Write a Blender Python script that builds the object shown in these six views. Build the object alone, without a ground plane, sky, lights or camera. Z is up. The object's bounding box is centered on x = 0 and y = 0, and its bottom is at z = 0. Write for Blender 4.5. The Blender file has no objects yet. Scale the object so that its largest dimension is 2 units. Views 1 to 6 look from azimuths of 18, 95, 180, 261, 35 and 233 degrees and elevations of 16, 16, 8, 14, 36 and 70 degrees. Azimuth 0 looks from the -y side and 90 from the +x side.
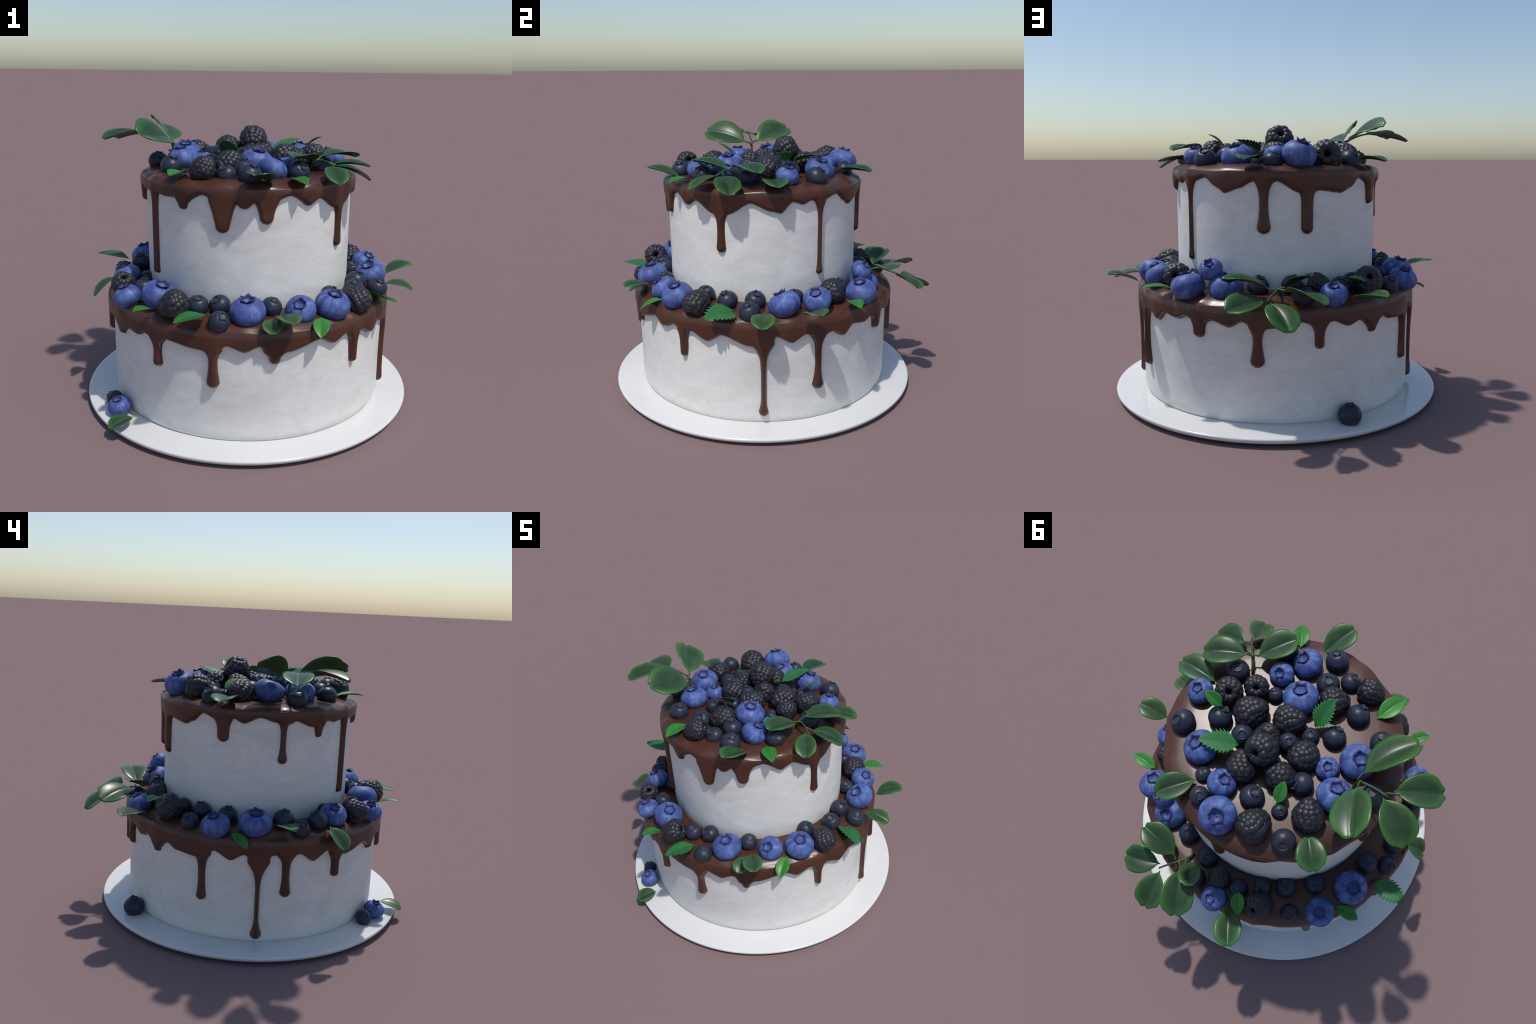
"""Two-tier white frosted cake with dripping chocolate glaze, berries and leaves on a plate."""
import bpy
import math
import random
import numpy as np
from mathutils import Matrix, Vector, noise

random.seed(7)
rng = np.random.default_rng(7)

CX, CY = 0.0015, -0.0548           # axis of the cake and the plate
SCENE = bpy.context.scene.collection
WORLD = {}                          # object name -> world matrix (no depsgraph needed)


# ------------------------------------------------------------------ helpers
def place(obj, world=None, parent=None):
    world = world or Matrix.Identity(4)
    SCENE.objects.link(obj)
    WORLD[obj.name] = world
    if parent is not None:
        obj.parent = parent
        obj.matrix_parent_inverse = WORLD[parent.name].inverted()
    obj.matrix_basis = world
    return obj


def mesh_from(name, verts, faces, mats, smooth=True, mat_index=None):
    me = bpy.data.meshes.new(name)
    me.from_pydata([tuple(map(float, v)) for v in verts], [], [tuple(map(int, f)) for f in faces])
    me.polygons.foreach_set("use_smooth", [smooth] * len(me.polygons))
    for m in mats:
        me.materials.append(m)
    if mat_index is not None:
        me.polygons.foreach_set("material_index", list(map(int, mat_index)))
    me.update()
    return me


def grid_faces(rows, cols, closed, offset=0):
    faces = []
    for i in range(rows - 1):
        for j in range(cols if closed else cols - 1):
            k = (j + 1) % cols
            faces.append((offset + i * cols + j, offset + i * cols + k,
                          offset + (i + 1) * cols + k, offset + (i + 1) * cols + j))
    return faces


def lathe(name, profile, mats, cols=192, smooth=True):
    """Revolve (radius, z) points about z; the ends close on the axis when radius is 0."""
    verts, faces = [], []
    for r, z in profile:
        for j in range(cols):
            a = 2 * math.pi * j / cols
            verts.append((r * math.cos(a), r * math.sin(a), z))
    faces = [f[::-1] for f in grid_faces(len(profile), cols, True)]
    return mesh_from(name, verts, faces, mats, smooth)


def tube(points, radii, cols=10):
    """Vertices and faces of a round tube along points."""
    pts = [Vector(p) for p in points]
    verts, n = [], len(pts)
    for i, p in enumerate(pts):
        t = (pts[min(i + 1, n - 1)] - pts[max(i - 1, 0)]).normalized()
        u = t.cross(Vector((0.31, 0.2, 0.93))).normalized()
        v = t.cross(u)
        for j in range(cols):
            a = 2 * math.pi * j / cols
            verts.append(p + (u * math.cos(a) + v * math.sin(a)) * radii[i])
    faces = grid_faces(n, cols, True)
    faces.append(tuple(range(cols))[::-1])
    faces.append(tuple(range((n - 1) * cols, n * cols)))
    return verts, faces


def bezier(p0, p1, p2, n=8):
    return [p0 * (1 - t) ** 2 + p1 * 2 * t * (1 - t) + p2 * t * t for t in (i / (n - 1) for i in range(n))]


def axis_frame(axis, spin=0.0):
    z = Vector(axis).normalized()
    q = Vector((0, 0, 1)).rotation_difference(z)
    return q.to_matrix().to_4x4() @ Matrix.Rotation(spin, 4, 'Z')


# ---------------------------------------------------------------- materials
class Nodes:
    def __init__(self, name):
        self.mat = bpy.data.materials.new(name)
        self.mat.use_nodes = True
        self.t = self.mat.node_tree
        self.bsdf = self.t.nodes["Principled BSDF"]
        self.out = self.t.nodes["Material Output"]
        self.coord = self.t.nodes.new("ShaderNodeTexCoord")

    def new(self, kind, **props):
        n = self.t.nodes.new(kind)
        for k, v in props.items():
            setattr(n, k, v)
        return n

    def link(self, a, b):
        self.t.links.new(a, b)

    def mapping(self, scale=(1, 1, 1), rot=(0, 0, 0)):
        m = self.new("ShaderNodeMapping")
        m.inputs["Scale"].default_value = scale
        m.inputs["Rotation"].default_value = rot
        self.link(self.coord.outputs["Object"], m.inputs["Vector"])
        return m.outputs["Vector"]

    def noise(self, scale, detail=4, rough=0.55, vec=None, distortion=0.0):
        n = self.new("ShaderNodeTexNoise")
        n.inputs["Scale"].default_value = scale
        n.inputs["Detail"].default_value = detail
        n.inputs["Roughness"].default_value = rough
        n.inputs["Distortion"].default_value = distortion
        self.link(vec if vec is not None else self.coord.outputs["Object"], n.inputs["Vector"])
        return n.outputs["Fac"]

    def ramp(self, fac, stops):
        r = self.new("ShaderNodeValToRGB")
        e = r.color_ramp.elements
        while len(e) < len(stops):
            e.new(0.5)
        for s, (p, c) in zip(e, stops):
            s.position = p
            s.color = (*c, 1) if len(c) == 3 else c
        self.link(fac, r.inputs["Fac"])
        return r.outputs["Color"]

    def math(self, op, a, b=None, clamp=False):
        n = self.new("ShaderNodeMath", operation=op, use_clamp=clamp)
        for i, v in enumerate((a, b)):
            if v is None:
                continue
            if hasattr(v, "links"):
                self.link(v, n.inputs[i])
            else:
                n.inputs[i].default_value = v
        return n.outputs[0]

    def mix(self, fac, a, b, mode='MIX'):
        n = self.new("ShaderNodeMix", data_type='RGBA', blend_type=mode)
        for sock, v in ((n.inputs[0], fac), (n.inputs[6], a), (n.inputs[7], b)):
            if hasattr(v, "links"):
                self.link(v, sock)
            elif isinstance(v, tuple):
                sock.default_value = (*v, 1)
            else:
                sock.default_value = v
        return n.outputs[2]

    def xyz(self):
        s = self.new("ShaderNodeSeparateXYZ")
        self.link(self.coord.outputs["Object"], s.inputs[0])
        return s.outputs

    def bump(self, height, strength, dist):
        b = self.new("ShaderNodeBump")
        b.inputs["Strength"].default_value = strength
        b.inputs["Distance"].default_value = dist
        self.link(height, b.inputs["Height"])
        self.link(b.outputs["Normal"], self.bsdf.inputs["Normal"])

    def base(self, c):
        s = self.bsdf.inputs["Base Color"]
        if hasattr(c, "links"):
            self.link(c, s)
        else:
            s.default_value = (*c, 1)

    def set(self, **kw):
        for k, v in kw.items():
            s = self.bsdf.inputs[k.replace("_", " ")]
            if hasattr(v, "links"):
                self.link(v, s)
            else:
                s.default_value = v
        return self


def frosting_material():
    m = Nodes("white_frosting")
    # smeared palette-knife strokes: stretched, strongly distorted noise in two directions
    a = m.noise(2.6, 6, 0.60, m.mapping((1, 1, 1.7), (0.5, 0.3, 0.2)), 1.8)
    b = m.noise(7.0, 7, 0.62, m.mapping((1.3, 1, 2.4), (-0.6, 0.2, 0.9)), 2.4)
    ca = m.ramp(a, [(0.32, (0.690, 0.688, 0.640)), (0.48, (0.745, 0.740, 0.705)), (0.66, (0.795, 0.790, 0.762))])
    cb = m.ramp(b, [(0.36, (0.960, 0.962, 0.965)), (0.50, (0.985, 0.985, 0.985)), (0.56, (1.02, 1.02, 1.02)), (0.70, (1.0, 1.0, 1.0))])
    m.base(m.mix(1.0, ca, cb, 'MULTIPLY'))
    m.set(Roughness=0.55, IOR=1.4)
    m.bump(m.math('ADD', a, m.math('MULTIPLY', b, 0.4)), 0.10, 0.006)
    return m.mat


def glaze_material():
    m = Nodes("chocolate_glaze")
    n = m.noise(4.0, 4, 0.55, m.mapping((1, 1, 0.6)))
    f = m.noise(26.0, 4, 0.6, m.mapping((1, 1, 0.35)))
    c = m.ramp(n, [(0.3, (0.060, 0.021, 0.012)), (0.5, (0.078, 0.027, 0.015)), (0.72, (0.104, 0.037, 0.020))])
    g = m.ramp(f, [(0.3, (0.86, 0.86, 0.86)), (0.7, (1.0, 1.0, 1.0))])
    m.base(m.mix(1.0, c, g, 'MULTIPLY'))
    m.set(Roughness=0.35, IOR=1.5)
    m.bump(f, 0.05, 0.004)
    return m.mat


def porcelain_material():
    m = Nodes("white_porcelain")
    n = m.noise(3.0, 3, 0.5)
    m.base(m.ramp(n, [(0.3, (0.655, 0.650, 0.640)), (0.7, (0.69, 0.685, 0.672))]))
    m.set(Roughness=0.16, IOR=1.45)
    return m.mat


def blueberry_material(name, low, mid, high, rough, ribs):
    """Waxy skin: blotchy bloom, streaks running down from the crown."""
    m = Nodes(name)
    x, y, z = m.xyz()
    ang = m.math('ARCTAN2', y, x)
    comb = m.new("ShaderNodeCombineXYZ")
    m.link(m.math('COSINE', ang), comb.inputs[0])
    m.link(m.math('SINE', ang), comb.inputs[1])
    m.link(m.math('MULTIPLY', z, 0.35), comb.inputs[2])
    info = m.new("ShaderNodeObjectInfo")
    off = m.new("ShaderNodeVectorMath", operation='ADD')
    sc = m.new("ShaderNodeCombineXYZ")
    m.link(m.math('MULTIPLY', info.outputs["Random"], 31.0), sc.inputs[2])
    m.link(comb.outputs[0], off.inputs[0])
    m.link(sc.outputs[0], off.inputs[1])
    streak = m.noise(2.6, 4, 0.58, off.outputs[0])
    blot = m.noise(2.2, 5, 0.62)
    f = m.math('ADD', m.math('MULTIPLY', streak, ribs), m.math('MULTIPLY', blot, 1 - ribs))
    c = m.ramp(f, [(0.36, low), (0.5, mid), (0.66, high)])
    m.base(c)
    m.set(Roughness=rough, IOR=1.38)
    m.bump(m.noise(7.0, 4, 0.6), 0.08, 0.02)
    return m.mat


def blackberry_material():
    m = Nodes("blackberry_skin")
    n = m.noise(5.0, 3, 0.5)
    m.base(m.ramp(n, [(0.38, (0.015, 0.015, 0.017)), (0.52, (0.021, 0.020, 0.023)), (0.64, (0.024, 0.019, 0.048))]))
    m.set(Roughness=0.42, IOR=1.45)
    m.bump(m.noise(14.0, 3, 0.5), 0.12, 0.02)
    return m.mat


def leaf_material(name, body, pale, edge, rough, veins, rim):
    """Object x runs across the blade (edge at |x| ~ 0.35), y from stalk to tip."""
    m = Nodes(name)
    x, y, z = m.xyz()
    ax = m.math('ABSOLUTE', x)
    n = m.noise(3.0, 4, 0.55)
    c = m.mix(m.ramp(n, [(0.35, (0, 0, 0)), (0.7, (1, 1, 1))]), body, pale)
    # side veins: slanted thin lines, bending toward the tip
    w = m.math('SUBTRACT', m.math('MULTIPLY', y, 8.0), m.math('MULTIPLY', m.math('POWER', ax, 0.8), 7.0))
    tri = m.math('ABSOLUTE', m.math('SUBTRACT', m.math('FRACT', w), 0.5))
    line = m.math('LESS_THAN', tri, 0.035)
    c = m.mix(m.math('MULTIPLY', line, veins), c, edge)
    mid = m.math('LESS_THAN', ax, 0.010)
    c = m.mix(m.math('MULTIPLY', mid, 0.35), c, (body[0] * 0.5, body[1] * 0.5, body[2] * 0.5))
    # bright margin: distance from an ellipse that follows the outline
    ey = m.math('DIVIDE', m.math('SUBTRACT', y, 0.55), 0.52)
    ex = m.math('DIVIDE', x, 0.36)
    rr = m.math('SQRT', m.math('ADD', m.math('MULTIPLY', ex, ex), m.math('MULTIPLY', ey, ey)))
    k = m.ramp(rr, [(0.62, (0, 0, 0)), (0.95, (1, 1, 1))])
    c = m.mix(m.math('MULTIPLY', k, rim), c, edge)
    info = m.new("ShaderNodeObjectInfo")
    hsv = m.new("ShaderNodeHueSaturation")
    m.link(m.math('ADD', m.math('MULTIPLY', info.outputs["Random"], 0.3), 0.85), hsv.inputs["Value"])
    m.link(c, hsv.inputs["Color"])
    m.base(hsv.outputs["Color"])
    m.set(Roughness=rough, IOR=1.45)
    m.bump(m.math('SUBTRACT', 1.0, m.math('MULTIPLY', line, veins)), 0.1, 0.01)
    tr = m.new("ShaderNodeBsdfTranslucent")
    m.link(hsv.outputs["Color"], tr.inputs["Color"])
    mx = m.new("ShaderNodeMixShader")
    mx.inputs[0].default_value = 0.12
    m.link(m.bsdf.outputs[0], mx.inputs[1])
    m.link(tr.outputs[0], mx.inputs[2])
    m.link(mx.outputs[0], m.out.inputs["Surface"])
    return m.mat


def plain_material(name, lo, hi, rough, scale=20.0):
    m = Nodes(name)
    m.base(m.ramp(m.noise(scale, 3, 0.55), [(0.35, lo), (0.65, hi)]))
    m.set(Roughness=rough)
    return m.mat


FROSTING = frosting_material()
GLAZE = glaze_material()
PORCELAIN = porcelain_material()
BLUE = blueberry_material("blueberry_skin", (0.043, 0.052, 0.185), (0.064, 0.100, 0.29), (0.125, 0.215, 0.49), 0.5, 0.5)
DARK = blueberry_material("dark_blueberry_skin", (0.018, 0.022, 0.036), (0.023, 0.029, 0.050), (0.030, 0.040, 0.070), 0.38, 0.3)
BLUE_CROWN = plain_material("blueberry_crown", (0.022, 0.024, 0.085), (0.040, 0.046, 0.150), 0.65, 4.0)
DARK_CROWN = plain_material("dark_blueberry_crown", (0.018, 0.022, 0.036), (0.036, 0.044, 0.066), 0.45, 4.0)
STYLE = plain_material("flower_remnant", (0.20, 0.09, 0.02), (0.32, 0.15, 0.03), 0.6)
BLACK = blackberry_material()
CORE = plain_material("blackberry_core", (0.006, 0.006, 0.008), (0.010, 0.009, 0.012), 0.8)
ROUND_LEAF = leaf_material("rounded_leaf", (0.020, 0.058, 0.019), (0.040, 0.076, 0.036), (0.046, 0.165, 0.028), 0.34, 0.35, 0.75)
POINT_LEAF = leaf_material("pointed_leaf", (0.030, 0.190, 0.025), (0.045, 0.22, 0.035), (0.045, 0.33, 0.040), 0.38, 0.25, 0.7)
TOOTH_LEAF = leaf_material("serrated_leaf", (0.020, 0.165, 0.042), (0.036, 0.185, 0.052), (0.022, 0.26, 0.058), 0.5, 0.2, 0.5)
STALK = plain_material("green_stalk", (0.028, 0.060, 0.020), (0.050, 0.090, 0.030), 0.5)


# -------------------------------------------------------------------- plate
plate_profile = [(0.0, 0.004), (0.60, 0.004), (0.68, 0.0), (0.72, 0.0), (0.82, 0.001), (0.885, 0.005), (0.920, 0.0115),
                 (0.937, 0.0195), (0.9425, 0.027), (0.9450, 0.036), (0.9425, 0.0415), (0.936, 0.044), (0.925, 0.0445),
                 (0.90, 0.0455), (0.86, 0.047), (0.82, 0.0475), (0.78, 0.0475), (0.70, 0.0475), (0.0, 0.0475)]
plate = place(bpy.data.objects.new("plate", lathe("plate", plate_profile, [PORCELAIN], 256)),
              Matrix.Translation((CX, CY, 0)))
plate["label"] = "round white porcelain plate with a low raised rim"
plate["category"] = "plate"

# --------------------------------------------------------------------- cake
cake = place(bpy.data.objects.new("layer_cake", None), Matrix.Translation((CX, CY, 0.041)))
cake["label"] = "two-tier white cake with chocolate drips, berries and leaves"
cake["category"] = "cake"


def tier(radius, z_low, z_high):
    """Frosted cylinder: slightly uneven wall, softened lower edge."""
    prof = [(0.0, z_low), (radius - 0.030, z_low), (radius - 0.014, z_low + 0.004), (radius - 0.006, z_low + 0.014),
            (radius - 0.002, z_low + 0.035)]
    for i in range(1, 26):
        prof.append((radius, z_low + 0.035 + (z_high - 0.02 - z_low - 0.035) * i / 25))
    prof += [(radius - 0.006, z_high - 0.006), (radius - 0.02, z_high), (0.0, z_high)]
    me = lathe("cake_tier", prof, [FROSTING], 256)
    for v in me.vertices:
        r = math.hypot(v.co.x, v.co.y)
        if r > radius * 0.9:
            d = noise.noise((v.co.x * 3.1, v.co.y * 3.1, v.co.z * 6.0)) * 0.0022
            d += noise.noise((v.co.x * 9, v.co.y * 9, v.co.z * 16 + 5)) * 0.0009
            v.co.x *= 1 + d / r
            v.co.y *= 1 + d / r
    place(bpy.data.objects.new("cake_tier", me), Matrix.Translation((CX, CY, 0)), cake)


tier(0.778, 0.041, 0.615)
tier(0.571, 0.640, 1.275)

# Chocolate glaze.  Lower hem of the poured band: (angle in degrees, z) turning points.
UPPER_HEM = [(-167, 1.239), (-157, 1.204), (-145, 1.231), (-140, 1.221), (-131, 1.235), (-118, 1.219), (-112, 1.224),
             (-106, 1.200), (-95, 1.253), (-84.4, 1.215), (-78, 1.219), (-73.5, 1.194), (-68.3, 1.224), (-62, 1.215),
             (-50.5, 1.254), (-40, 1.198), (-33.5, 1.228), (-22.5, 1.168), (-12.8, 1.170), (-1, 1.235), (10, 1.190),
             (15.5, 1.177), (22, 1.237), (28, 1.219), (33, 1.237), (39, 1.225), (51, 1.256), (59, 1.205), (63.5, 1.178),
             (72, 1.205), (79, 1.239), (85, 1.215), (91.5, 1.240), (102, 1.185), (109, 1.185), (114, 1.193),
             (127, 1.178), (133, 1.202), (140, 1.254), (152, 1.215), (158.6, 1.242), (164, 1.219), (173, 1.256),
             (181.5, 1.232), (190, 1.224)]
LOWER_HEM = [(-179.6, 0.555), (-174.5, 0.540), (-169, 0.556), (-163.4, 0.509), (-157, 0.558), (-152, 0.52), (-147, 0.514),
             (-136, 0.545), (-129, 0.500), (-123, 0.541), (-116.8, 0.531), (-113.5, 0.557), (-107, 0.54), (-102, 0.556),
             (-90, 0.534), (-84, 0.525), (-79, 0.566), (-72.8, 0.535), (-67.6, 0.565), (-62, 0.52), (-57, 0.529),
             (-44.7, 0.575), (-39, 0.537), (-33, 0.570), (-28, 0.54), (-24, 0.557), (-17, 0.513), (-10.6, 0.559),
             (0, 0.505), (5, 0.50), (8.3, 0.528), (11, 0.557), (16.8, 0.516), (22.4, 0.559), (28, 0.53), (34, 0.550),
             (39.5, 0.511), (44.4, 0.561), (51.6, 0.546), (56.1, 0.567), (62, 0.54), (67.6, 0.562), (74, 0.535),
             (78.7, 0.566), (84.4, 0.53), (90, 0.537), (99.8, 0.567), (106.8, 0.54), (112.3, 0.562), (118.5, 0.529),
             (123.3, 0.552), (129.5, 0.51), (135.8, 0.549), (140, 0.523), (149, 0.510), (157, 0.561), (163.4, 0.516),
             (168.7, 0.554), (174.5, 0.50)]
# Runs: angle, tip z, half width of the drop, of the neck, of the shoulder, height of the shoulder flare.
UPPER_RUNS = [(-173.9, 1.003, 0.026, 0.015, 0.040, 0.035), (-152.3, 1.144, 0.020, 0.022, 0.045, 0.040),
              (-129.0, 0.788, 0.022, 0.020, 0.040, 0.050), (-106.2, 1.170, 0.026, 0.030, 0.060, 0.030),
              (-84.4, 1.070, 0.036, 0.052, 0.072, 0.060), (-73.5, 1.194, 0.036, 0.036, 0.045, 0.020),
              (-62.6, 1.117, 0.036, 0.046, 0.066, 0.050), (-40.5, 1.198, 0.030, 0.036, 0.055, 0.020),
              (-17.7, 0.953, 0.029, 0.023, 0.050, 0.040), (39.0, 0.813, 0.021, 0.013, 0.040, 0.060),
              (84.6, 0.974, 0.036, 0.023, 0.042, 0.045), (107.0, 0.973, 0.031, 0.031, 0.048, 0.035),
              (152.6, 1.110, 0.033, 0.036, 0.050, 0.030)]
LOWER_RUNS = [(-174.5, 0.314, 0.030, 0.021, 0.050, 0.040), (-152.2, 0.396, 0.025, 0.023, 0.045, 0.035),
              (-129.0, 0.485, 0.022, 0.025, 0.050, 0.025), (-106.8, 0.399, 0.027, 0.021, 0.050, 0.035),
              (-84.2, 0.341, 0.033, 0.022, 0.045, 0.030), (-62.0, 0.472, 0.028, 0.034, 0.070, 0.030),
              (-28.2, 0.397, 0.022, 0.024, 0.040, 0.040), (5.6, 0.094, 0.026, 0.014, 0.060, 0.075),
              (28.1, 0.228, 0.032, 0.018, 0.045, 0.045), (61.8, 0.470, 0.032, 0.036, 0.050, 0.025),
              (84.4, 0.340, 0.036, 0.022, 0.045, 0.040), (107.0, 0.428, 0.024, 0.024, 0.045, 0.035),
              (129.5, 0.478, 0.022, 0.028, 0.055, 0.030), (151.7, 0.268, 0.028, 0.020, 0.050, 0.045),
              (174.5, 0.070, 0.031, 0.012, 0.060, 0.080)]


def smooth_max(a, b, k):
    h = np.clip(0.5 + 0.5 * (a - b) / k, 0, 1)
    return b * (1 - h) + a * h + k * h * (1 - h)


def glaze(shift, wall, rim, brow, hem, runs, r_in, thick, cols, soft, wave, dz=0.004):
    """brow: (distance inside the rim, z) of the poured top, ending at the rim itself."""
    z_rim = brow[-1][1]
    th = np.linspace(-math.pi, math.pi, cols, endpoint=False)
    ha = np.radians([p[0] for p in hem])
    hz = np.array([p[1] for p in hem])
    ext_a = np.concatenate([ha - 2 * math.pi, ha, ha + 2 * math.pi])
    ext_z = np.concatenate([hz, hz, hz])
    # cosine easing between turning points, kept a little crisp
    i = np.searchsorted(ext_a, th) - 1
    t = (th - ext_a[i]) / (ext_a[i + 1] - ext_a[i])
    t = 0.55 * (0.5 - 0.5 * np.cos(math.pi * t)) + 0.45 * t
    edge = ext_z[i] * (1 - t) + ext_z[i + 1] * t
    slope = np.gradient(edge, th * wall)
    z_low = min(r[1] for r in runs) - 0.02
    corner = rim - wall                               # overhang at the rim
    zs = np.arange(z_rim, z_low, -dz)
    T, Zg = np.meshgrid(th, zs)
    d = (Zg - edge[None, :]) / np.sqrt(1 + slope[None, :] ** 2)
    for a, tip, wb, wn, ws, fl in runs:
        ds = np.abs((T - math.radians(a) + math.pi) % (2 * math.pi) - math.pi) * wall
        za = np.interp(math.radians(a), th, edge) + 0.012
        drop = np.clip((za - Zg) / fl, 0, None)
        w = wn + (ws - wn) * np.exp(-drop ** 1.3 * 1.6)
        # swelling toward the drop at the end
        zc = tip + wb
        lo = np.clip((Zg - zc) / (3.2 * wb), 0, 1)
        w = w + (wb - w) * (1 - lo) ** 2 * (lo < 1)
        body = w - ds
        cap = wb - np.hypot(ds, (Zg - zc) * 1.0)
        run = np.where(Zg >= zc, body, cap)
        d = smooth_max(d, run, 0.010)
    width = 0.025
    q = np.clip(d / width, 0, 1)
    h = thick * np.sqrt(1 - (1 - q) ** 2) ** 1.0
    h = np.where(d < 0, np.maximum(d * 1.1, -0.012), h)
    # the pour is fuller near the rim, most of all above each drip and scallop
    hang = np.clip((edge.max() - edge) / (edge.max() - edge.min()), 0, 1)
    for a, tip, wb, wn, ws, fl in runs:
        dr = np.abs((th - math.radians(a) + math.pi) % (2 * math.pi) - math.pi) * wall
        hang = np.maximum(hang, np.exp(-(dr / ws) ** 2))
    ker = np.hanning(cols // 60 + 2)
    hang = np.convolve(np.concatenate([hang, hang, hang]), ker / ker.sum(), 'same')[cols:2 * cols]
    full = np.clip((Zg - (z_rim - 0.11)) / 0.10, 0, 1)
    lip = wall + corner * (1.04 - wave + wave * hang) - (wall - 0.0015) - thick
    h = np.where(d > 0, h + lip[None, :] * full * q, h)
    keep = d > -0.0095
    R = wall - 0.0015 + h - soft * np.clip(1 - (z_rim - Zg) / 0.035, 0, 1) ** 2

    rows_r, rows_z = [], []
    side_r = R[0]
    wob = 0.0020 * np.sin(th * 9 + 1.0) + 0.0015 * np.sin(th * 17 + 0.4)
    bd = np.linspace(brow[0][0], 0.06, 1400)            # rounded through a soft window
    bz = np.interp(bd, [p[0] for p in brow] + [0.03], [p[1] for p in brow] + [brow[-1][1] - 0.06])
    win = np.hanning(int(0.030 / (bd[1] - bd[0])))
    bz = np.convolve(np.pad(bz, len(win) // 2, mode='edge'), win / win.sum(), 'same')[len(win) // 2:len(win) // 2 + 1400]
    inset = np.concatenate([np.linspace(rim - r_in, 0.16, 14), np.linspace(0.145, 0.03, 14), np.linspace(0.026, 0.0, 9)])
    for k in inset:
        z = np.interp(-k, bd, bz)
        near = math.exp(-(k / 0.05) ** 2)
        rows_r.append(side_r - k + 0 * th)
        rows_z.append(z + wob * near * (k > 0) - 0.026 * wave * (1 - hang) * near * min(1, k / 0.012))
    rows_r[-1] = side_r
    rows_z[-1] = np.minimum(0 * th + z_rim, rows_z[-2] - 0.002)
    n_top = len(rows_r)
    RR = np.vstack([np.array(rows_r), R[1:]])
    ZZ = np.vstack([np.array(rows_z), Zg[1:]])
    KK = np.vstack([np.ones((n_top, cols), bool), keep[1:]])
    verts = np.stack([RR * np.cos(th), RR * np.sin(th), ZZ], -1).reshape(-1, 3)
    rows = RR.shape[0]
    idx = np.arange(rows * cols).reshape(rows, cols)
    f = np.stack([idx[:-1], idx[1:], np.roll(idx[1:], -1, 1), np.roll(idx[:-1], -1, 1)], -1)
    ok = KK[:-1] & KK[1:] & np.roll(KK[1:], -1, 1) & np.roll(KK[:-1], -1, 1)
    f = f[ok]
    used = np.unique(f)
    remap = -np.ones(len(verts), int)
    remap[used] = np.arange(len(used))
    me = mesh_from("chocolate_glaze", verts[used], remap[f], [GLAZE])
    return place(bpy.data.objects.new("chocolate_glaze", me), Matrix.Translation((CX + shift, CY, 0)), cake)


UPPER_BROW = [(-0.60, 1.332), (-0.20, 1.330), (-0.12, 1.327), (-0.070, 1.322), (-0.035, 1.316), (-0.015, 1.308), (-0.006, 1.302), (0.0, 1.291)]
LOWER_BROW = [(-0.40, 0.676), (-0.15, 0.678), (-0.09, 0.678), (-0.055, 0.674), (-0.028, 0.665), (-0.012, 0.655), (-0.005, 0.648), (0.0, 0.636)]
glaze(-0.003, 0.571, 0.602, UPPER_BROW, UPPER_HEM, UPPER_RUNS, 0.0, 0.026, 1280, 0.004, 0.30)
glaze(0.0, 0.778, 0.808, LOWER_BROW, LOWER_HEM, LOWER_RUNS, 0.50, 0.032, 1600, 0.007, 0.42)


# ------------------------------------------------------------------ berries
def berry_body(name, mat, squash, dimple, hollow, ribs, cols=64, rows=48):
    verts, faces = [], []
    for i in range(rows + 1):
        p = math.pi * i / rows
        for j in range(cols):
            a = 2 * math.pi * j / cols
            r = math.sin(p)
            z = math.cos(p)
            r = max(r, 0.0) ** 0.99
            z = z * squash
            z -= dimple * math.exp(-(p / hollow) ** 2)
            z += 0.05 * math.exp(-((math.pi - p) / 0.3) ** 2)
            k = 1 + ribs * math.sin(p) * (math.cos(5 * a + 0.3) * 0.6 + math.cos(13 * a) * 0.25)
            verts.append((r * k * math.cos(a), r * k * math.sin(a), z))
    return mesh_from(name, verts, [f[::-1] for f in grid_faces(rows + 1, cols, True)], [mat])


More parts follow.
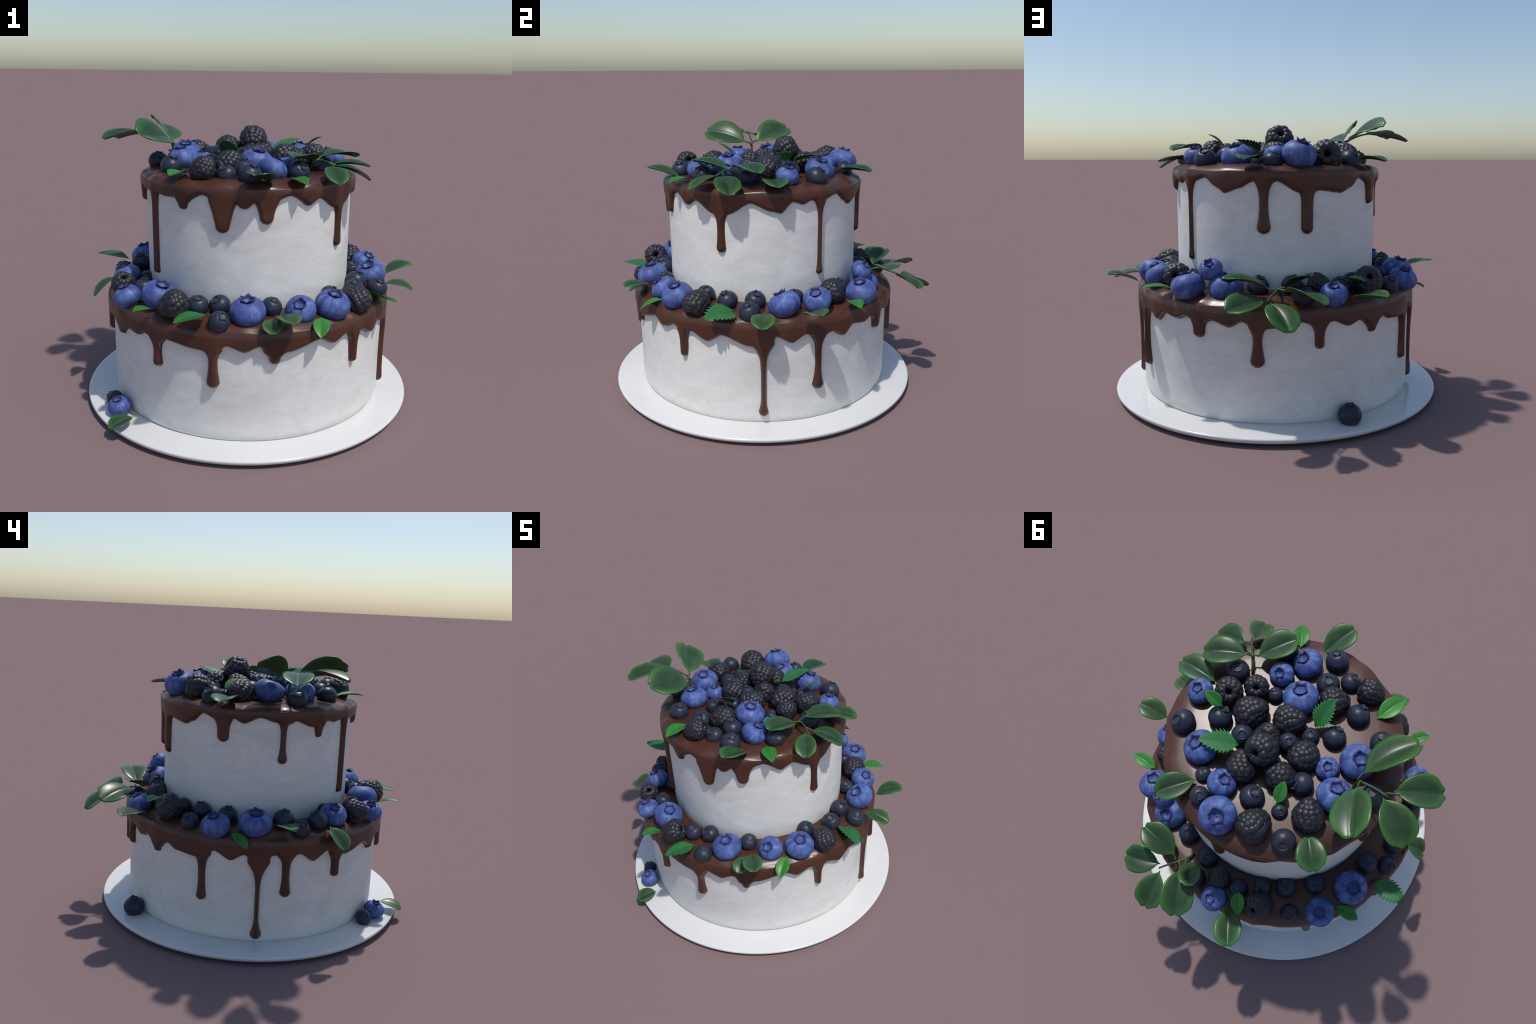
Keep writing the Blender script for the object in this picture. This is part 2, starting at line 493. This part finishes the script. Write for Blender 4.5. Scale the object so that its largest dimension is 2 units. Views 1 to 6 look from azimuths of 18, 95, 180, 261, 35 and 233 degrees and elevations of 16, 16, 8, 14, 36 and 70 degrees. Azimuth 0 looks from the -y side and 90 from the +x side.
def crown(name, mats, base_z, r_low, r_rim, h_pt, h_gap, sides, ragged, floor_z, seed):
    """Five-pointed collar round the old flower: flaring walls, a floor and what is left of the style."""
    rnd = random.Random(seed)
    tips = [1 + rnd.uniform(-ragged, ragged) for _ in range(5)]
    spin = [rnd.uniform(-0.10, 0.10) for _ in range(5)]
    cols = 90
    c36 = math.cos(math.pi / 5)

    def ring(f, inset, drop=0.0):
        out = []
        for j in range(cols):
            a = 2 * math.pi * j / cols
            s = j / cols * 5
            k = int(s) % 5
            c = abs((s % 1) - 0.5) * 2             # 1 between points, 0 on a point
            straight = c36 / math.cos((1 - c) * math.pi / 5)
            lift = (1 - c) ** 1.25
            top = h_gap + (h_pt * tips[k] - h_gap) * lift
            pent = 1 + (straight - 1) * sides * min(1, 0.35 + f)
            rad = (r_low + (r_rim - r_low) * f ** 0.8) * pent - inset
            aa = a + spin[k] * lift * f * 0.6
            out.append((rad * math.cos(aa), rad * math.sin(aa), base_z + f * top - drop))
        return out

    rings = [ring(0.0, -0.03, 0.07), ring(0.0, 0.0), ring(0.4, 0.0), ring(0.75, 0.0), ring(1.0, 0.0),
             ring(1.0, 0.022, -0.006), ring(0.75, 0.040), ring(0.35, 0.045)]
    for rr in (0.92, 0.7, 0.4, 0.05):
        rings.append([(r_low * rr * math.cos(2 * math.pi * j / cols), r_low * rr * math.sin(2 * math.pi * j / cols),
                       floor_z) for j in range(cols)])
    verts = [v for r in rings for v in r]
    faces = grid_faces(len(rings), cols, True)
    mi = [0] * len(faces)
    if len(mats) > 2:
        mi[-3 * cols:] = [2] * (3 * cols)
    if len(mats) > 1:                                # style left from the flower
        st = [(0.026, floor_z - 0.03), (0.030, floor_z + 0.05), (0.020, floor_z + 0.09), (0.001, floor_z + 0.10)]
        n, slot = 8, 1
    else:                                            # raised disc with a dimple on the floor
        st = [(r_low * 0.72, floor_z - 0.03), (r_low * 0.66, floor_z + 0.035), (r_low * 0.46, floor_z + 0.035),
              (r_low * 0.34, floor_z + 0.010), (r_low * 0.18, floor_z + 0.012), (r_low * 0.10, floor_z + 0.03),
              (0.001, floor_z + 0.035)]
        n, slot = 24, 0
    off = len(verts)
    for r, z in st:
        for j in range(n):
            verts.append((r * math.cos(j * 2 * math.pi / n), r * math.sin(j * 2 * math.pi / n), z))
    add = grid_faces(len(st), n, True, off)
    return mesh_from(name, verts, faces + add, mats, True, mi + [slot] * len(add))


BLUE_BODY = berry_body("blueberry", BLUE, 0.80, 0.32, 0.31, 0.016)
DARK_BODY = berry_body("dark_blueberry", DARK, 0.93, 0.16, 0.30, 0.003)
BLUE_TOP = [crown("berry_crown", [BLUE_CROWN, STYLE, BLUE], 0.635, 0.30, 0.445, 0.235, 0.115, 0.85, 0.16, 0.52, s) for s in (1, 2, 3)]
DARK_TOP = [crown("berry_crown", [DARK_CROWN], 0.83, 0.33, 0.42, 0.15, 0.07, 0.45, 0.45, 0.81, s) for s in (4, 5, 6)]


def berry(kind, x, y, z, r, ax, ay, az, parent):
    body, tops = (BLUE_BODY, BLUE_TOP) if kind == "blueberry" else (DARK_BODY, DARK_TOP)
    m = (Matrix.Translation((x, y, z)) @ axis_frame((ax, ay, az), random.uniform(0, 6.28)) @ Matrix.Scale(r, 4))
    b = place(bpy.data.objects.new(kind, body), m, parent)
    place(bpy.data.objects.new("berry_crown", random.choice(tops)), m, b)
    return b


# centre, radius, direction of the crown
TOP_BLUE = [
    (0.239, -0.392, 1.368, 0.078, 0.32, 0.30, 0.90),
    (0.272, -0.252, 1.364, 0.063, -0.08, 0.40, 0.91),
    (0.105, -0.241, 1.381, 0.091, 0.21, -0.08, 0.97),
    (0.444, 0.125, 1.370, 0.066, 0.06, 0.21, 0.98),
    (0.200, 0.296, 1.370, 0.086, 0.21, 0.23, 0.95),
    (-0.012, 0.325, 1.372, 0.071, -0.15, -0.30, 0.94),
    (-0.129, 0.433, 1.384, 0.091, -0.26, 0.21, 0.94),
    (-0.256, -0.114, 1.360, 0.058, -0.07, 0.05, 1.00),
    (-0.320, -0.246, 1.374, 0.088, -0.15, -0.02, 0.99),
    (-0.384, -0.051, 1.385, 0.087, 0.11, -0.27, 0.96)]
TOP_DARK = [
    (0.162, -0.522, 1.357, 0.060, 0.38, -0.12, 0.92),
    (0.087, -0.400, 1.362, 0.059, -0.05, 0.07, 1.00),
    (0.029, -0.501, 1.348, 0.053, -0.14, -0.50, 0.86),
    (0.205, -0.159, 1.356, 0.041, 0.37, -0.12, 0.92),
    (0.428, -0.092, 1.356, 0.061, -0.12, 0.07, 0.99),
    (0.369, 0.284, 1.357, 0.062, 0.09, 0.50, 0.86),
    (0.269, 0.131, 1.370, 0.060, 0.07, -0.64, 0.77),
    (-0.135, -0.410, 1.358, 0.059, 0.20, -0.65, 0.74),
    (0.127, 0.102, 1.370, 0.055, -0.32, 0.23, 0.92),
    (-0.045, -0.044, 1.390, 0.047, -0.28, 0.11, 0.95),
    (-0.074, -0.156, 1.350, 0.046, -0.07, 0.10, 0.99),
    (-0.153, -0.243, 1.358, 0.059, 0.24, -0.64, 0.72),
    (0.085, 0.365, 1.345, 0.040, 0.01, -0.24, 0.97),
    (0.010, 0.442, 1.350, 0.048, -0.35, 0.04, 0.94),
    (-0.148, 0.251, 1.358, 0.060, -0.07, -0.30, 0.95),
    (-0.245, 0.031, 1.370, 0.058, 0.23, 0.75, 0.63),
    (-0.281, 0.191, 1.343, 0.040, -0.40, 0.13, 0.91),
    (-0.404, 0.264, 1.354, 0.059, -0.52, 0.44, 0.73),
    (-0.314, -0.405, 1.360, 0.058, 0.29, -0.03, 0.96),
    (-0.490, -0.196, 1.355, 0.056, 0.09, 0.09, 0.99),
    (0.363, -0.357, 1.362, 0.058, 0.62, -0.45, 0.64)]
LEDGE_BLUE = [
    (-0.595, -0.417, 0.722, 0.077, -0.42, 0.00, 0.91),
    (-0.457, -0.672, 0.699, 0.073, -0.31, -0.05, 0.95),
    (-0.268, -0.683, 0.731, 0.091, 0.36, -0.09, 0.93),
    (0.218, -0.713, 0.713, 0.091, 0.02, -0.17, 0.98),
    (0.451, -0.586, 0.707, 0.077, 0.07, -0.64, 0.76),
    (0.589, -0.477, 0.714, 0.090, 0.21, -0.19, 0.96),
    (0.690, 0.127, 0.714, 0.090, -0.21, -0.42, 0.88),
    (0.628, 0.301, 0.724, 0.079, 0.48, -0.18, 0.86),
    (0.437, 0.545, 0.711, 0.089, 0.20, -0.16, 0.97),
    (0.241, 0.571, 0.710, 0.089, -0.16, 0.41, 0.90),
    (0.320, 0.549, 0.800, 0.063, 0.16, 0.60, 0.78),
    (-0.294, 0.656, 0.694, 0.072, 0.04, 0.39, 0.92),
    (-0.703, 0.250, 0.697, 0.080, -0.16, 0.20, 0.97),
    (-0.708, 0.038, 0.712, 0.091, -0.27, 0.03, 0.96)]
LEDGE_DARK = [
    (-0.656, -0.123, 0.715, 0.058, 0.04, -0.23, 0.97),
    (-0.732, -0.206, 0.687, 0.051, -0.64, -0.13, 0.76),
    (-0.665, -0.313, 0.710, 0.057, 0.05, 0.45, 0.89),
    (-0.484, -0.394, 0.708, 0.046, 0.19, -0.76, 0.62),
    (-0.411, -0.575, 0.720, 0.053, 0.05, 0.16, 0.99),
    (-0.045, -0.711, 0.712, 0.055, 0.16, -0.34, 0.93),
    (0.058, -0.674, 0.711, 0.056, -0.28, -0.58, 0.77),
    (0.107, -0.809, 0.680, 0.055, 0.49, -0.44, 0.75),
    (0.308, -0.610, 0.712, 0.053, 0.38, -0.20, 0.90),
    (0.544, -0.325, 0.708, 0.053, 0.61, 0.22, 0.76),
    (0.647, -0.186, 0.710, 0.058, 0.16, -0.38, 0.91),
    (0.754, -0.054, 0.688, 0.058, 0.36, -0.25, 0.90),
    (0.632, -0.035, 0.708, 0.059, 0.33, 0.24, 0.91),
    (0.569, 0.180, 0.712, 0.048, 0.18, -0.43, 0.88),
    (0.080, 0.554, 0.712, 0.057, -0.22, 0.15, 0.96),
    (-0.093, 0.550, 0.716, 0.057, -0.40, 0.08, 0.91),
    (-0.142, 0.670, 0.692, 0.056, -0.22, -0.11, 0.97),
    (-0.335, 0.521, 0.706, 0.054, -0.06, 0.17, 0.98),
    (-0.410, 0.413, 0.712, 0.052, 0.09, 0.71, 0.70),
    (-0.488, 0.312, 0.708, 0.057, 0.23, 0.05, 0.97),
    (-0.608, 0.381, 0.688, 0.051, -0.24, 0.42, 0.87),
    (-0.571, 0.175, 0.708, 0.056, -0.20, -0.15, 0.97),
    (0.418, 0.424, 0.735, 0.048, 0.14, 0.13, 0.98)]
TOP_BLUE = [(x, y, z - 0.008 * r / 0.08, r, *n) for x, y, z, r, *n in TOP_BLUE]      # pressed into the glaze
TOP_DARK = [(x, y, z - 0.010, r, *n) for x, y, z, r, *n in TOP_DARK]
for row in TOP_BLUE + LEDGE_BLUE:
    berry("blueberry", *row, cake)
for row in TOP_DARK + LEDGE_DARK:
    berry("dark_blueberry", *row, cake)

loose = [("blueberry", -0.496, -0.742, 0.092, 0.063, -0.11, -0.21, 0.97),
         ("dark_blueberry", -0.573, -0.655, 0.079, 0.047, -0.86, 0.02, 0.50),
         ("dark_blueberry", -0.380, 0.686, 0.087, 0.061, -0.03, 0.01, 1.00)]
for row in loose:
    o = berry(*row, None)
    o["label"] = ("loose blue blueberry with a star shaped crown" if row[0] == "blueberry"
                  else "loose dark blueberry with a small ragged crown")
    o["category"] = "blueberry"


def blackberry_mesh(name, seed):
    """Drupelets packed in staggered rings on a blunt cone; hollow at the wide end (+z)."""
    rnd = random.Random(seed)
    verts, faces, mi = [], [], []

    def shape(t):                                   # t 0 at the hollow end, 1 at the tip
        z = 0.80 - 1.72 * t
        if t < 0.30:
            r = 0.55 + 0.33 * math.sin(t / 0.30 * math.pi / 2)
        else:
            r = 0.88 * math.cos((t - 0.30) / 0.70 * math.pi / 2) ** 0.62
        return r, z

    def blob(c, n, sx, sy, sz):
        n = Vector(n).normalized()
        q = Vector((0, 0, 1)).rotation_difference(n).to_matrix()
        off, R, C = len(verts), 8, 14
        for i in range(R + 1):
            p = math.pi * 0.62 * i / R
            for j in range(C):
                a = 2 * math.pi * j / C
                v = Vector((math.sin(p) * math.cos(a) * sx, math.sin(p) * math.sin(a) * sy, math.cos(p) * sz))
                verts.append(Vector(c) + q @ v)
        f = [g[::-1] for g in grid_faces(R + 1, C, True, off)]
        faces.extend(f)
        mi.extend([0] * len(f))

    rows = 7
    for i in range(rows):
        t = (i + 0.25) / rows
        r, z = shape(t)
        count = max(1, round(2 * math.pi * r / 0.43))
        e = 0.02
        r2, z2 = shape(min(t + e, 0.999))
        r1, z1 = shape(max(t - e, 0.0))
        slope = math.atan2(r1 - r2, z1 - z2)       # outward normal tilts toward the tip
        for k in range(count):
            a = 2 * math.pi * (k + (0.5 if i % 2 else 0.0) + rnd.uniform(-0.12, 0.12)) / count
            n = (math.cos(a) * math.cos(slope), math.sin(a) * math.cos(slope), -math.sin(slope))
            if i == 0:
                n = (math.cos(a) * 0.55, math.sin(a) * 0.55, 0.83)
            s = 0.315 * rnd.uniform(0.90, 1.12)
            rr = r - 0.155 + rnd.uniform(-0.015, 0.015)
            blob((math.cos(a) * rr, math.sin(a) * rr, z * 0.93 + 0.01), n, s, s, s * 0.88)
    blob((0, 0, -0.72), (0, 0, -1), 0.27, 0.27, 0.21)
    # dark inner body with a pit at the wide end
    prof = [(0.001, 0.15), (0.20, 0.18), (0.30, 0.45), (0.36, 0.72), (0.50, 0.76)]
    for i in range(13):
        r, z = shape(0.04 + 0.95 * i / 12)
        prof.append((max(r - 0.06, 0.001), z * 0.93))
    off = len(verts)
    for r, z in prof:
        for j in range(28):
            a = 2 * math.pi * j / 28
            verts.append(Vector((r * math.cos(a), r * math.sin(a), z)))
    f = [g[::-1] for g in grid_faces(len(prof), 28, True, off)]
    faces.extend(f)
    mi.extend([1 if k < 28 * 4 else 0 for k in range(len(f))])
    return mesh_from(name, verts, faces, [BLACK, CORE], True, mi)


BLACKBERRY = [blackberry_mesh("blackberry", s) for s in (11, 12, 13)]
# centre, radius, direction of the hollow end
TOP_BLACK = [
    (0.352, 0.014, 1.378, 0.071, -0.47, 0.33, 0.82),
    (0.287, -0.105, 1.372, 0.062, -0.42, 0.32, 0.85),
    (0.193, -0.008, 1.376, 0.083, 0.35, 0.85, -0.35),
    (0.039, -0.126, 1.378, 0.080, 0.65, 0.60, -0.40),
    (-0.014, -0.362, 1.370, 0.074, 0.50, 0.75, 0.10),
    (-0.084, -0.540, 1.362, 0.068, 0.75, 0.40, 0.30),
    (-0.021, 0.081, 1.450, 0.080, -0.14, 0.80, 0.55),
    (0.040, 0.015, 1.378, 0.073, -0.20, 0.30, -0.90),
    (0.000, 0.200, 1.374, 0.078, -0.70, 0.60, -0.40),
    (-0.142, -0.050, 1.378, 0.078, -0.10, -0.70, -0.60),
    (-0.147, 0.095, 1.374, 0.076, -0.60, -0.30, -0.70),
    (-0.267, 0.325, 1.368, 0.082, -0.07, 0.98, 0.15),
    (-0.379, 0.099, 1.368, 0.079, -0.60, 0.50, -0.60)]
LEDGE_BLACK = [
    (-0.539, -0.565, 0.717, 0.066, 0.30, -0.30, 0.88),
    (-0.148, -0.785, 0.726, 0.075, 0.88, 0.27, 0.38),
    (0.684, -0.345, 0.712, 0.076, 0.60, -0.30, -0.70),
    (0.518, 0.371, 0.730, 0.073, -0.03, 0.96, 0.29),
    (-0.223, 0.567, 0.728, 0.062, -0.40, 0.40, -0.80),
    (-0.478, 0.480, 0.722, 0.077, -0.13, 0.79, 0.59)]
for n, (x, y, z, r, ax, ay, az) in enumerate(TOP_BLACK + LEDGE_BLACK):
    m = (Matrix.Translation((x, y, z)) @ axis_frame((ax, ay, az), random.uniform(0, 6.28)) @ Matrix.Scale(r * 1.02, 4))
    place(bpy.data.objects.new("blackberry", BLACKBERRY[n % 3]), m, cake)


# ------------------------------------------------------------------- leaves
def solid_leaf(name, us, width, tip_push, cross, arch, mat, thick=0.012, half_cols=7):
    """Blade of unit length along +y.  width(u): half width, cross(v): height across one half."""
    cols = 2 * half_cols + 1
    top = []
    for u in us:
        w = width(u)
        for j in range(cols):
            v = (j - half_cols) / half_cols
            y = u + tip_push(u, abs(v))
            z = cross(abs(v)) * w + arch(u)
            top.append((v * w, y, z))
    n = len(top)
    rows = len(us)
    bot = [(x, y, z - thick * (0.35 + 0.65 * math.sin(math.pi * min(max(abs(x) * 2, 0), 0.5)))) for x, y, z in top]
    bot = [(x, y, z - thick) for x, y, z in top]
    faces = grid_faces(rows, cols, False)
    faces += [tuple(n + i for i in f)[::-1] for f in grid_faces(rows, cols, False)]
    rim = ([j for j in range(cols)] + [i * cols + cols - 1 for i in range(1, rows)]
           + [(rows - 1) * cols + j for j in range(cols - 2, -1, -1)] + [i * cols for i in range(rows - 2, 0, -1)])
    for a, b in zip(rim, rim[1:] + rim[:1]):
        faces.append((a, n + a, n + b, b))
    return mesh_from(name, top + bot, faces, [mat])


def lerp_curve(points):
    xs = [p[0] for p in points]
    ys = [p[1] for p in points]

    def f(u):
        i = max(0, min(len(xs) - 2, int(np.searchsorted(xs, u)) - 1))
        p0, p1 = ys[max(i - 1, 0)], ys[i]
        p2, p3 = ys[i + 1], ys[min(i + 2, len(ys) - 1)]
        t = (u - xs[i]) / (xs[i + 1] - xs[i])
        return 0.5 * (2 * p1 + (p2 - p0) * t + (2 * p0 - 5 * p1 + 4 * p2 - p3) * t * t + (3 * p1 - p0 - 3 * p2 + p3) * t ** 3)
    return f


round_w = lerp_curve([(0, 0.012), (0.06, 0.030), (0.12, 0.125), (0.20, 0.215), (0.35, 0.310), (0.55, 0.362), (0.72, 0.362), (0.84, 0.333), (0.92, 0.292), (0.97, 0.245), (1.0, 0.200)])
point_w = lerp_curve([(0, 0.012), (0.07, 0.040), (0.15, 0.145), (0.30, 0.232), (0.48, 0.260), (0.66, 0.236), (0.82, 0.158), (0.93, 0.068), (1.0, 0.004)])
tooth_b = lerp_curve([(0, 0.010), (0.06, 0.08), (0.18, 0.24), (0.35, 0.325), (0.55, 0.31), (0.75, 0.225), (0.9, 0.12), (1.0, 0.01)])


def round_leaf(curl, fold):
    return solid_leaf("rounded_leaf", [i / 24 for i in range(25)], round_w,
                      lambda u, v: u ** 9 * (0.050 * math.sin(math.pi * v) - 0.055 * v ** 2),
                      lambda v: 0.16 * v ** 0.5 + fold * v - 0.16 * v * v,
                      lambda u: curl * (0.25 - (u - 0.5) ** 2) - 0.015, ROUND_LEAF)


def tooth_leaf():
    n, us, sign = 9, [], {}
    us = [0.0]
    for k in range(n):
        a, b = 0.10 + 0.88 * k / n, 0.10 + 0.88 * (k + 1) / n
        us += [a + 0.002, (a + b) / 2, b - 0.012]
    us += [0.99, 1.0]

    def w(u):
        if u <= 0.10 or u >= 0.98:
            return tooth_b(u)
        f = ((u - 0.10) / 0.88 * n) % 1.0
        return tooth_b(u) * (0.72 + 0.34 * f)

    def push(u, v):
        if u <= 0.10 or u >= 0.97:
            return 0.0
        f = ((u - 0.10) / 0.88 * n) % 1.0
        return 0.050 * f * max(0, v - 0.6) / 0.4
    return solid_leaf("serrated_leaf", us, w, push, lambda v: 0.20 * v ** 0.8, lambda u: 0.16 * (0.25 - (u - 0.5) ** 2) - 0.01, TOOTH_LEAF)


LEAF = {"rounded_leaf": [round_leaf(0.12, 0.34), round_leaf(0.24, 0.28)],
        "pointed_leaf": [solid_leaf("pointed_leaf", [i / 20 for i in range(21)], point_w, lambda u, v: 0.0,
                                    lambda v: 0.34 * v ** 0.75 - 0.06 * v * v,
                                    lambda u: 0.22 * (0.25 - (u - 0.5) ** 2) - 0.01, POINT_LEAF)],
        "serrated_leaf": [tooth_leaf()]}


def leaf(kind, base, tip, parent, roll=0.0, wide=1.0, form=0):
    b, t = Vector(base), Vector(tip)
    y = (t - b)
    length = y.length
    y.normalize()
    up = Vector((0, 0, 1))
    x = y.cross(up).normalized()
    z = x.cross(y)
    m = Matrix((x, y, z)).transposed().to_4x4()
    m = Matrix.Translation(b) @ m @ Matrix.Rotation(roll, 4, 'Y')
    m = m @ Matrix.Diagonal((length * wide, length, length * wide, 1))
    shapes = LEAF[kind]
    return place(bpy.data.objects.new(kind, shapes[form % len(shapes)]), m, parent)


def sprig(paths, parent):
    """Woody stalk with side shoots, one mesh; leaves are hung on it."""
    verts, faces = [], []
    for pts, r0, r1 in paths:
        pts = [Vector(p) for p in pts]
        if len(pts) == 3:
            pts = bezier(*pts)
        radii = [r0 + (r1 - r0) * i / (len(pts) - 1) for i in range(len(pts))]
        v, f = tube(pts, radii)
        faces += [tuple(len(verts) + i for i in g) for g in f]
        verts += v
    me = mesh_from("leafy_sprig", verts, faces, [STALK])
    return place(bpy.data.objects.new("leafy_sprig", me), Matrix.Identity(4), parent)


R, P, S = "rounded_leaf", "pointed_leaf", "serrated_leaf"
# sprig leaning out over the left edge of the top
s = sprig([([(-0.400, -0.160, 1.33), (-0.405, -0.165, 1.42), (-0.425, -0.165, 1.46)], 0.009, 0.007),
           ([(-0.425, -0.165, 1.455), (-0.49, -0.185, 1.495), (-0.565, -0.20, 1.50)], 0.007, 0.0045),
           ([(-0.405, -0.165, 1.44), (-0.40, -0.18, 1.455), (-0.40, -0.20, 1.462)], 0.006, 0.004),
           ([(-0.420, -0.165, 1.45), (-0.425, -0.15, 1.46), (-0.435, -0.135, 1.465)], 0.006, 0.004),
           ([(-0.54, -0.20, 1.50), (-0.57, -0.23, 1.512), (-0.60, -0.255, 1.512)], 0.005, 0.004)], cake)
leaf(R, (-0.400, -0.198, 1.460), (-0.463, -0.467, 1.520), s, -0.6, 1.0, 1)
leaf(R, (-0.560, -0.235, 1.510), (-0.698, -0.410, 1.478), s, 0.0, 1.0, 0)
leaf(R, (-0.430, -0.136, 1.462), (-0.605, 0.055, 1.535), s, 0.5, 1.0, 1)
leaf(R, (-0.551, -0.180, 1.500), (-0.771, -0.133, 1.455), s, 0.0, 1.0, 0)
# sprig at the right front of the top
s = sprig([([(0.375, -0.145, 1.33), (0.40, -0.17, 1.39), (0.455, -0.205, 1.395)], 0.008, 0.006),
           ([(0.45, -0.203, 1.395), (0.49, -0.225, 1.392), (0.525, -0.255, 1.372)], 0.006, 0.005),
           ([(0.42, -0.19, 1.395), (0.43, -0.175, 1.41), (0.445, -0.165, 1.418)], 0.005, 0.004),
           ([(0.43, -0.19, 1.395), (0.42, -0.205, 1.395), (0.408, -0.215, 1.396)], 0.005, 0.004),
           ([(0.49, -0.222, 1.39), (0.51, -0.22, 1.382), (0.525, -0.215, 1.376)], 0.005, 0.004)], cake)
leaf(R, (0.440, -0.168, 1.416), (0.592, -0.013, 1.402), s, 0.0, 1.0, 1)
leaf(R, (0.411, -0.205, 1.395), (0.350, -0.404, 1.430), s, 0.0, 1.0, 0)
leaf(R, (0.520, -0.216, 1.376), (0.690, -0.155, 1.302), s, 0.0, 1.0, 1)
leaf(R, (0.503, -0.252, 1.376), (0.580, -0.385, 1.307), s, 0.0, 1.0, 0)
# sprig reaching out over the back of the ledge
s = sprig([([(-0.03, 0.60, 0.675), (-0.035, 0.66, 0.735), (0.0, 0.735, 0.708)], 0.008, 0.006),
           ([(0.0, 0.735, 0.708), (0.015, 0.765, 0.70), (0.025, 0.80, 0.690)], 0.006, 0.005),
           ([(-0.03, 0.65, 0.725), (-0.045, 0.66, 0.728), (-0.055, 0.675, 0.728)], 0.005, 0.004),
           ([(-0.005, 0.70, 0.72), (0.02, 0.69, 0.725), (0.04, 0.69, 0.735)], 0.005, 0.004),
           ([(-0.02, 0.69, 0.725), (-0.045, 0.70, 0.725), (-0.06, 0.715, 0.724)], 0.005, 0.004)], cake)
leaf(R, (0.020, 0.685, 0.730), (0.236, 0.728, 0.783), s, 0.0, 0.95, 1)
leaf(R, (0.041, 0.782, 0.694), (0.205, 0.900, 0.662), s, -0.35, 1.05, 0)
leaf(R, (0.011, 0.805, 0.685), (-0.074, 0.982, 0.590), s, 0.0, 1.0, 1)
leaf(R, (-0.055, 0.711, 0.724), (-0.235, 0.875, 0.690), s, -0.25, 1.0, 1)
leaf(R, (-0.055, 0.640, 0.728), (-0.181, 0.721, 0.796), s, 0.0, 1.05, 0)

SINGLE = [
    (R, (0.449, 0.031, 1.345), (0.652, 0.092, 1.338), 0.0, 0.9, 1),
    (P, (0.346, -0.431, 1.331), (0.453, -0.532, 1.320), 0.0, 1.1, 0),
    (R, (0.256, -0.505, 1.318), (0.240, -0.696, 1.375), 0.0, 0.95, 0),
    (P, (-0.200, -0.478, 1.335), (-0.206, -0.662, 1.345), 0.0, 1.0, 0),
    (R, (-0.445, 0.155, 1.345), (-0.593, 0.244, 1.340), 0.0, 1.1, 1),
    (R, (0.082, 0.410, 1.356), (0.146, 0.592, 1.350), 0.0, 0.95, 0),
    (P, (0.285, 0.101, 1.423), (0.371, 0.131, 1.487), -0.2, 1.1, 0),
    (S, (0.084, 0.152, 1.398), (0.200, 0.295, 1.453), 0.0, 1.0, 0),
    (S, (-0.060, -0.195, 1.380), (-0.043, -0.323, 1.490), 0.0, 1.0, 0),
    (P, (-0.250, 0.182, 1.364), (-0.202, 0.100, 1.425), 0.0, 1.1, 0),
    (P, (-0.251, -0.793, 0.694), (-0.305, -0.904, 0.716), 0.0, 1.1, 0),
    (S, (0.030, -0.798, 0.707), (-0.059, -0.964, 0.712), 0.0, 1.0, 0),
    (R, (0.371, -0.680, 0.701), (0.479, -0.811, 0.718), 0.0, 0.95, 0),
    (R, (0.340, -0.710, 0.692), (0.374, -0.815, 0.656), 0.0, 1.15, 1),
    (P, (0.556, -0.575, 0.677), (0.581, -0.699, 0.618), 0.0, 1.15, 0),
    (S, (0.691, -0.133, 0.667), (0.877, -0.270, 0.695), -0.4, 0.95, 0),
    (R, (0.785, 0.020, 0.696), (0.938, 0.036, 0.668), 0.0, 1.1, 1),
    (R, (0.753, 0.243, 0.682), (0.900, 0.327, 0.735), 0.0, 1.05, 1),
    (P, (0.525, 0.484, 0.689), (0.676, 0.535, 0.699), 0.0, 1.0, 0),
    (R, (-0.380, 0.621, 0.665), (-0.540, 0.745, 0.698), 0.0, 1.0, 0),
    (P, (-0.356, 0.533, 0.751), (-0.456, 0.611, 0.751), 0.0, 1.1, 0),
    (P, (-0.730, 0.159, 0.668), (-0.858, 0.100, 0.621), 0.0, 0.92, 0),
    (S, (-0.761, -0.090, 0.719), (-0.944, -0.129, 0.747), 0.0, 1.0, 0),
    (R, (-0.701, -0.374, 0.690), (-0.795, -0.441, 0.588), 0.0, 1.1, 0)]
for kind, b, t, roll, wide, form in SINGLE:
    leaf(kind, b, t, cake, roll, wide, form)
o = leaf(R, (-0.375, -0.815, 0.090), (-0.448, -0.925, 0.064), None, 0.0, 1.15, 0)
o["label"] = "loose rounded green leaf with a folded midrib"
o["category"] = "leaf"
